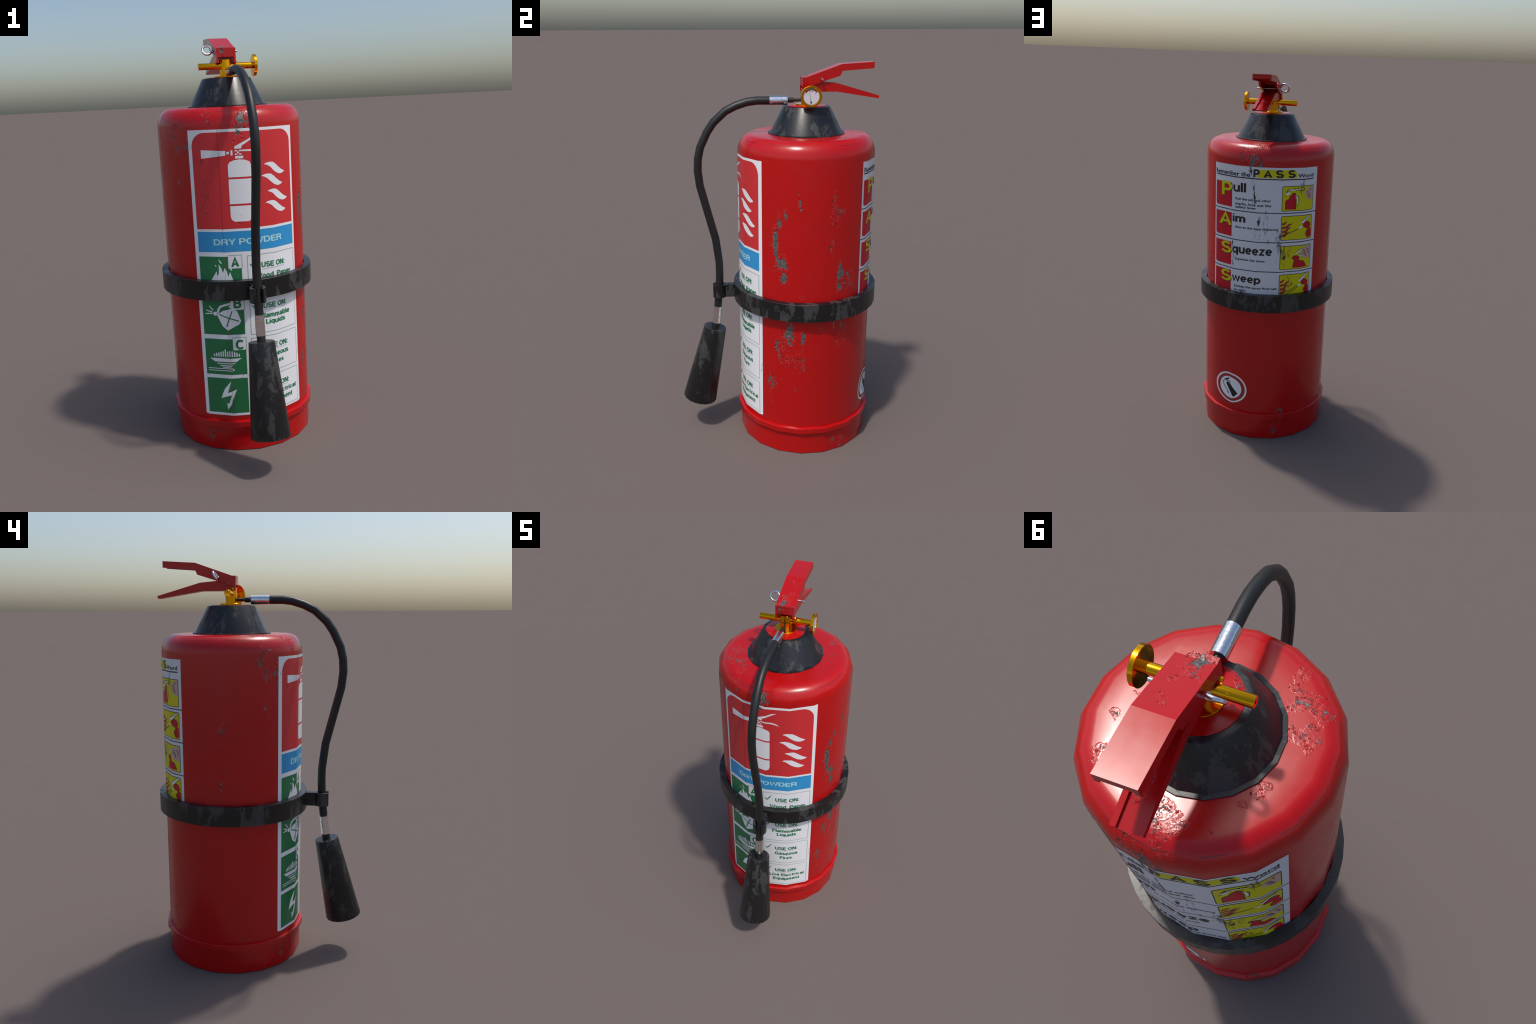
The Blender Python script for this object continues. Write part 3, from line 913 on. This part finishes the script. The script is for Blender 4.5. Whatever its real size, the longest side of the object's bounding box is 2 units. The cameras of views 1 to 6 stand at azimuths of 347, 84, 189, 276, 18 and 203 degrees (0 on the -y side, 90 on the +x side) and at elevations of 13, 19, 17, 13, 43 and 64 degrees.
B('title_highlight', M_YELLOW, 1).poly([(88.5, 1.4945), (123.0, 1.4945), (123.4, 1.507), (123.0, 1.5205), (121.6, 1.5345), (119, 1.5365), (88.6, 1.5355)]).done()
B('heading_lettering', M_INK, 2).text('Remember the', 45.7, 1.4940, 82.6, 1.5175, 0.020).text('Word', 124.0, 1.4970, 140.1, 1.5160, 0.022).done()
p = B('heading_letter', M_INK, 2)
for i, s in enumerate('PASS'):
    a = (85.6, 94.3, 104.6, 115.2)[i]
    p.letters(s, a, 1.4960, a + (5.6, 7.4, 6.8, 6.8)[i], 1.5370, 0.23)
p.done()
p = B('rule_line', M_INK, 1)
p.rect(45.6, 1.4850, 140.4, 1.4905)
for z in (1.3128, 1.1558, 0.9952):
    p.rect(44.0, z - 0.0022, 144.4, z + 0.0022)
p.done()
ROWS = (1.4550, 1.2970, 1.1385, 0.9815)
p = B('red_block', M_CRIM, 1)
for z in ROWS:
    p.rounded(46.0, z - 0.1275, 65.8, z, 0.012, (1, 0, 0, 0), 4)
p.done()
sh, yl, wd = B('initial_shadow', M_INK, 2), B('initial_letter', M_YELLOW, 3), B('word_lettering', M_INK, 2)
specs = (('P', 53.9, 65.9, 1.3840, 1.4580, 'ull', 67.2, 79.3, 1.4115, 1.4600),
         ('A', 51.3, 65.9, 1.2270, 1.2985, 'im', 67.0, 79.3, 1.2530, 1.2950),
         ('S', 54.2, 66.2, 1.0730, 1.1375, 'queeze', 67.2, 103.6, 1.0740, 1.1195),
         ('S', 54.2, 66.2, 0.9160, 0.9795, 'weep', 67.2, 94.3, 0.9175, 0.9640))
for c, a0, a1, z0, z1, w, b0, b1, y0, y1 in specs:
    sh.letters(c, a0 + .50, z0 - .0036, a1 + .55, z1 - .0030, 0.17)
    yl.letters(c, a0, z0, a1, z1, 0.185)
    wd.letters(w, b0, y0, b1, y1, 0.185)
for x in (sh, yl, wd):
    x.done()
p = B('small_lettering', M_INK, 2)
for s, a0, a1, z1 in (('Pull the pin and other', 69.6, 101.4, 1.3830), ('marks, lock out the', 69.7, 101.5, 1.3585), ('safety lever', 69.8, 88.8, 1.3345 + .006),
                      ('Aim at the base (bottom)', 69.7, 108.2, 1.2330), ('Squeeze the lever.', 70.3, 98.4, 1.0600),
                      ('Sweep the spray from left', 69.8, 108.9, 0.9085), ('to right.', 69.8, 81.0, 0.8865)):
    p.text(s, a0, z1 - .0165, a1, z1, 0.022)
p.done()

# four little pictures
e, y = B('picture_edge', M_INK, 1), B('picture_panel', M_YELLOW, 2)
for z in (1.4545, 1.2990, 1.1375, 0.9805):
    e.rounded(110.4, z - 0.1310, 140.9, z, 0.008)
    y.rounded(110.9, z - 0.1280, 140.4, z - 0.0030, 0.006)
e.done()
y.done()
r = B('picture_extinguisher', M_CRIM, 3)
r.poly([(113.6, 1.3330), (123.3, 1.3320), (123.1, 1.3860), (121.6, 1.3900), (123.3, 1.3985), (122.6, 1.4140), (120.6, 1.4200), (117.2, 1.3990), (117.0, 1.3890), (114.4, 1.3810), (113.6, 1.3740)])
r.poly([(140.1, 1.1800), (137.0, 1.1740), (134.6, 1.1870), (134.0, 1.2030), (136.6, 1.2240), (134.6, 1.2270), (131.4, 1.2370), (130.6, 1.2500), (132.6, 1.2600), (134.9, 1.2640), (137.8, 1.2600), (139.6, 1.2440), (138.6, 1.2290), (140.1, 1.2200)])
r.poly([(122.5, 1.0150), (136.5, 1.0150), (133.3, 1.0478), (127.6, 1.0562), (128.4, 1.0700), (127.0, 1.0800), (124.6, 1.0830), (122.2, 1.0770), (121.9, 1.0660), (124.4, 1.0540), (123.4, 1.0480), (122.6, 1.0300)])
r.poly([(140.1, 0.8650), (136.0, 0.8680), (134.3, 0.8881), (137.0, 0.9120), (133.5, 0.9160), (131.0, 0.9270), (131.6, 0.9380), (134.5, 0.9460), (137.4, 0.9430), (139.4, 0.9280), (138.6, 0.9120), (140.1, 0.9060)])
r.done()
f = B('picture_flame', M_RIM, 3)
for dz in (1.2330, 0.9170):
    for i, (a0, b0, L, h) in enumerate(((111.3, -.040, 6.5, .026), (111.3, -.020, 8.5, .036), (111.3, .002, 9.6, .030), (111.3, .022, 4.6, .018))):
        f.ribbon([(a0, dz + b0), (a0 + L * .45, dz + b0 + h * .12), (a0 + L * .68, dz + b0 + h * .55), (a0 + L, dz + b0 + h * .72)], 0.0145 - .001 * i, (1.0, 1.0, .8, .1))
f.done()
s = B('picture_hand', M_SKIN, 3)
s.poly([(140.3, 1.4480), (139.6, 1.4510), (136.0, 1.4470), (132.5, 1.4330), (130.8, 1.4170), (132.4, 1.3990), (134.6, 1.3830), (137.2, 1.3760), (139.8, 1.3800), (140.3, 1.4000)])
s.poly([(140.3, 1.0640), (140.3, 1.1310), (134.6, 1.1300), (129.6, 1.1170), (130.6, 1.1000), (128.0, 1.0880), (131.8, 1.0700), (135.2, 1.0600)])
s.done()
w = B('picture_valve', M_WHITE, 4)
w.poly([(115.0, 1.4250), (117.4, 1.4290), (122.6, 1.4330), (128.0, 1.4360), (128.4, 1.4420), (122.0, 1.4400), (116.6, 1.4370), (114.6, 1.4310)])
w.poly([(113.0, 1.4120), (115.6, 1.4080), (117.6, 1.4180), (117.0, 1.4240), (113.8, 1.4180)])
w.ribbon([(122.8, 1.4050), (124.2, 1.3900), (124.9, 1.3700), (124.4, 1.3560)], 0.0065)
w.poly([(129.0, 1.2600), (131.4, 1.2560), (138.6, 1.2890), (137.8, 1.2950), (133.5, 1.2800), (129.0, 1.2680)])
w.poly([(126.6, 1.2330), (128.4, 1.2280), (130.2, 1.2380), (128.8, 1.2440)])
w.ribbon([(124.0, 1.0870), (126.2, 1.1020), (130.6, 1.1150)], 0.008)
w.ribbon([(128.4, 1.0800), (132.4, 1.0850)], 0.006)
w.poly([(128.6, 0.9380), (131.6, 0.9380), (138.6, 0.9720), (137.8, 0.9790), (133.0, 0.9640), (129.0, 0.9470)])
w.poly([(127.6, 0.9120), (129.6, 0.9080), (131.4, 0.9170), (129.6, 0.9230)])
w.done()
k = B('picture_line', M_INK, 5)
k.ribbon([(113.2, 1.1960), (119.0, 1.2090), (126.0, 1.2270)], 0.0030)
k.ribbon([(112.8, 1.1940), (114.6, 1.2010)], 0.0060, (1.0, .3))
k.ribbon([(124.8, 1.4010), (125.8, 1.3850), (125.2, 1.3600), (124.4, 1.3500)], 0.0028)
for i in range(5):
    a = 121.8 + i * 1.5
    k.ellipse(a, 1.4350 + .0040 * (-1) ** i, 0.55, 0.0032, 8)
k.ribbon([(128.6, 1.4470), (130.6, 1.4430), (130.8, 1.4330), (128.4, 1.4270), (127.4, 1.4350), (128.2, 1.4450)], 0.0025)
for a0, z0, a1, z1 in ((133.0, 1.4250, 136.0, 1.4120), (133.6, 1.4100, 137.0, 1.3990), (134.8, 1.3970, 137.6, 1.3900), (136.2, 1.4400, 137.0, 1.4260),
                       (131.2, 1.1120, 134.4, 1.1000), (132.0, 1.1000, 135.4, 1.0860), (133.0, 1.0860, 136.0, 1.0740), (136.0, 1.1150, 138.4, 1.1000),
                       (137.0, 1.0950, 139.4, 1.0860), (114.2, 1.4270, 116.6, 1.4320), (112.8, 1.4030, 114.2, 1.4080)):
    k.ribbon([(a0, z0), ((a0 + a1) / 2 + .5, (z0 + z1) / 2 + .002), (a1, z1)], 0.0026)
for pts in ([(113.6, 1.3330), (113.6, 1.3740), (114.4, 1.3810), (117.0, 1.3890), (117.2, 1.3990), (120.6, 1.4200), (122.6, 1.4140), (123.3, 1.3985), (121.6, 1.3900), (123.1, 1.3860), (123.3, 1.3320)],
            [(137.0, 1.1740), (134.6, 1.1870), (134.0, 1.2030), (136.6, 1.2240), (134.6, 1.2270), (131.4, 1.2370), (130.6, 1.2500), (132.6, 1.2600), (134.9, 1.2640), (137.8, 1.2600)],
            [(122.5, 1.0150), (123.4, 1.0480), (124.4, 1.0540), (121.9, 1.0660), (122.2, 1.0770), (124.6, 1.0830), (127.0, 1.0800), (128.4, 1.0700), (127.6, 1.0562), (133.3, 1.0478), (136.5, 1.0150)],
            [(136.0, .8680), (134.3, .8881), (137.0, .9120), (133.5, .9160), (131.0, .9270), (131.6, .9380), (134.5, .9460), (137.4, .9430)],
            [(114.6, 1.4310), (116.6, 1.4370), (122.0, 1.4400), (126.0, 1.4415)], [(113.8, 1.4180), (115.0, 1.4250), (118.6, 1.4300)],
            [(129.0, 1.2680), (133.5, 1.2800), (137.8, 1.2950)], [(131.4, 1.2560), (138.6, 1.2890)], [(131.6, .9380), (138.6, .9720)], [(129.0, .9470), (133.0, .9640), (137.8, .9790)],
            [(124.0, 1.0910), (126.2, 1.1060), (130.6, 1.1190)], [(128.4, 1.0830), (132.4, 1.0880)]):
    k.ribbon(pts, 0.0022)
k.done()
k = B('picture_line', M_INK, 6)
k.ribbon([(113.6, .8720), (123.4, .9000), (126.6, .9130), (127.8, .9120), (127.4, .9040), (124.6, .8930), (115.6, .8660)], 0.0026)
k.ribbon([(118.6, .9080), (122.6, .9240)], 0.0026)
k.ribbon([(121.6, .9240), (123.6, .9270)], 0.0055, (1.0, .3))
k.done()

# ---- round emblem -------------------------------------------------------------
EA, EZ = 67.0, 0.2880
emblem = Print('round_emblem', M_WHITE, root, 0).ellipse(EA, EZ, 17.2, 0.0908, 48).done()
Print('emblem_ring', M_RIM, emblem, 1).ellipse(EA, EZ, 15.4, 0.0815, 48).done()
Print('emblem_disc', M_WHITE, emblem, 2).ellipse(EA, EZ, 12.1, 0.0655, 48).done()
g = Print('emblem_extinguisher', M_INK, emblem, 3)
g.poly([(62.7, .3020), (62.6, .3080), (63.6, .3125), (63.2, .3180), (62.0, .3250), (60.9, .3265), (61.4, .3325), (65.2, .3440), (66.7, .3420), (65.2, .3340), (63.6, .3290),
        (64.2, .3180), (65.6, .3180), (67.0, .3130), (68.4, .3060), (75.4, .2585), (74.9, .2570), (71.4, .2365), (70.6, .2370)])
g.ribbon([(64.6, .3225), (66.4, .3245), (68.2, .3190)], 0.0035)
g.ribbon([(61.0, .3262), (59.6, .3200), (59.0, .3090), (59.3, .2950), (60.4, .2850), (62.2, .2740), (63.6, .2650)], 0.0042)
g.ribbon([(63.9, .2620), (65.7, .2480)], 0.0062)
g.done()
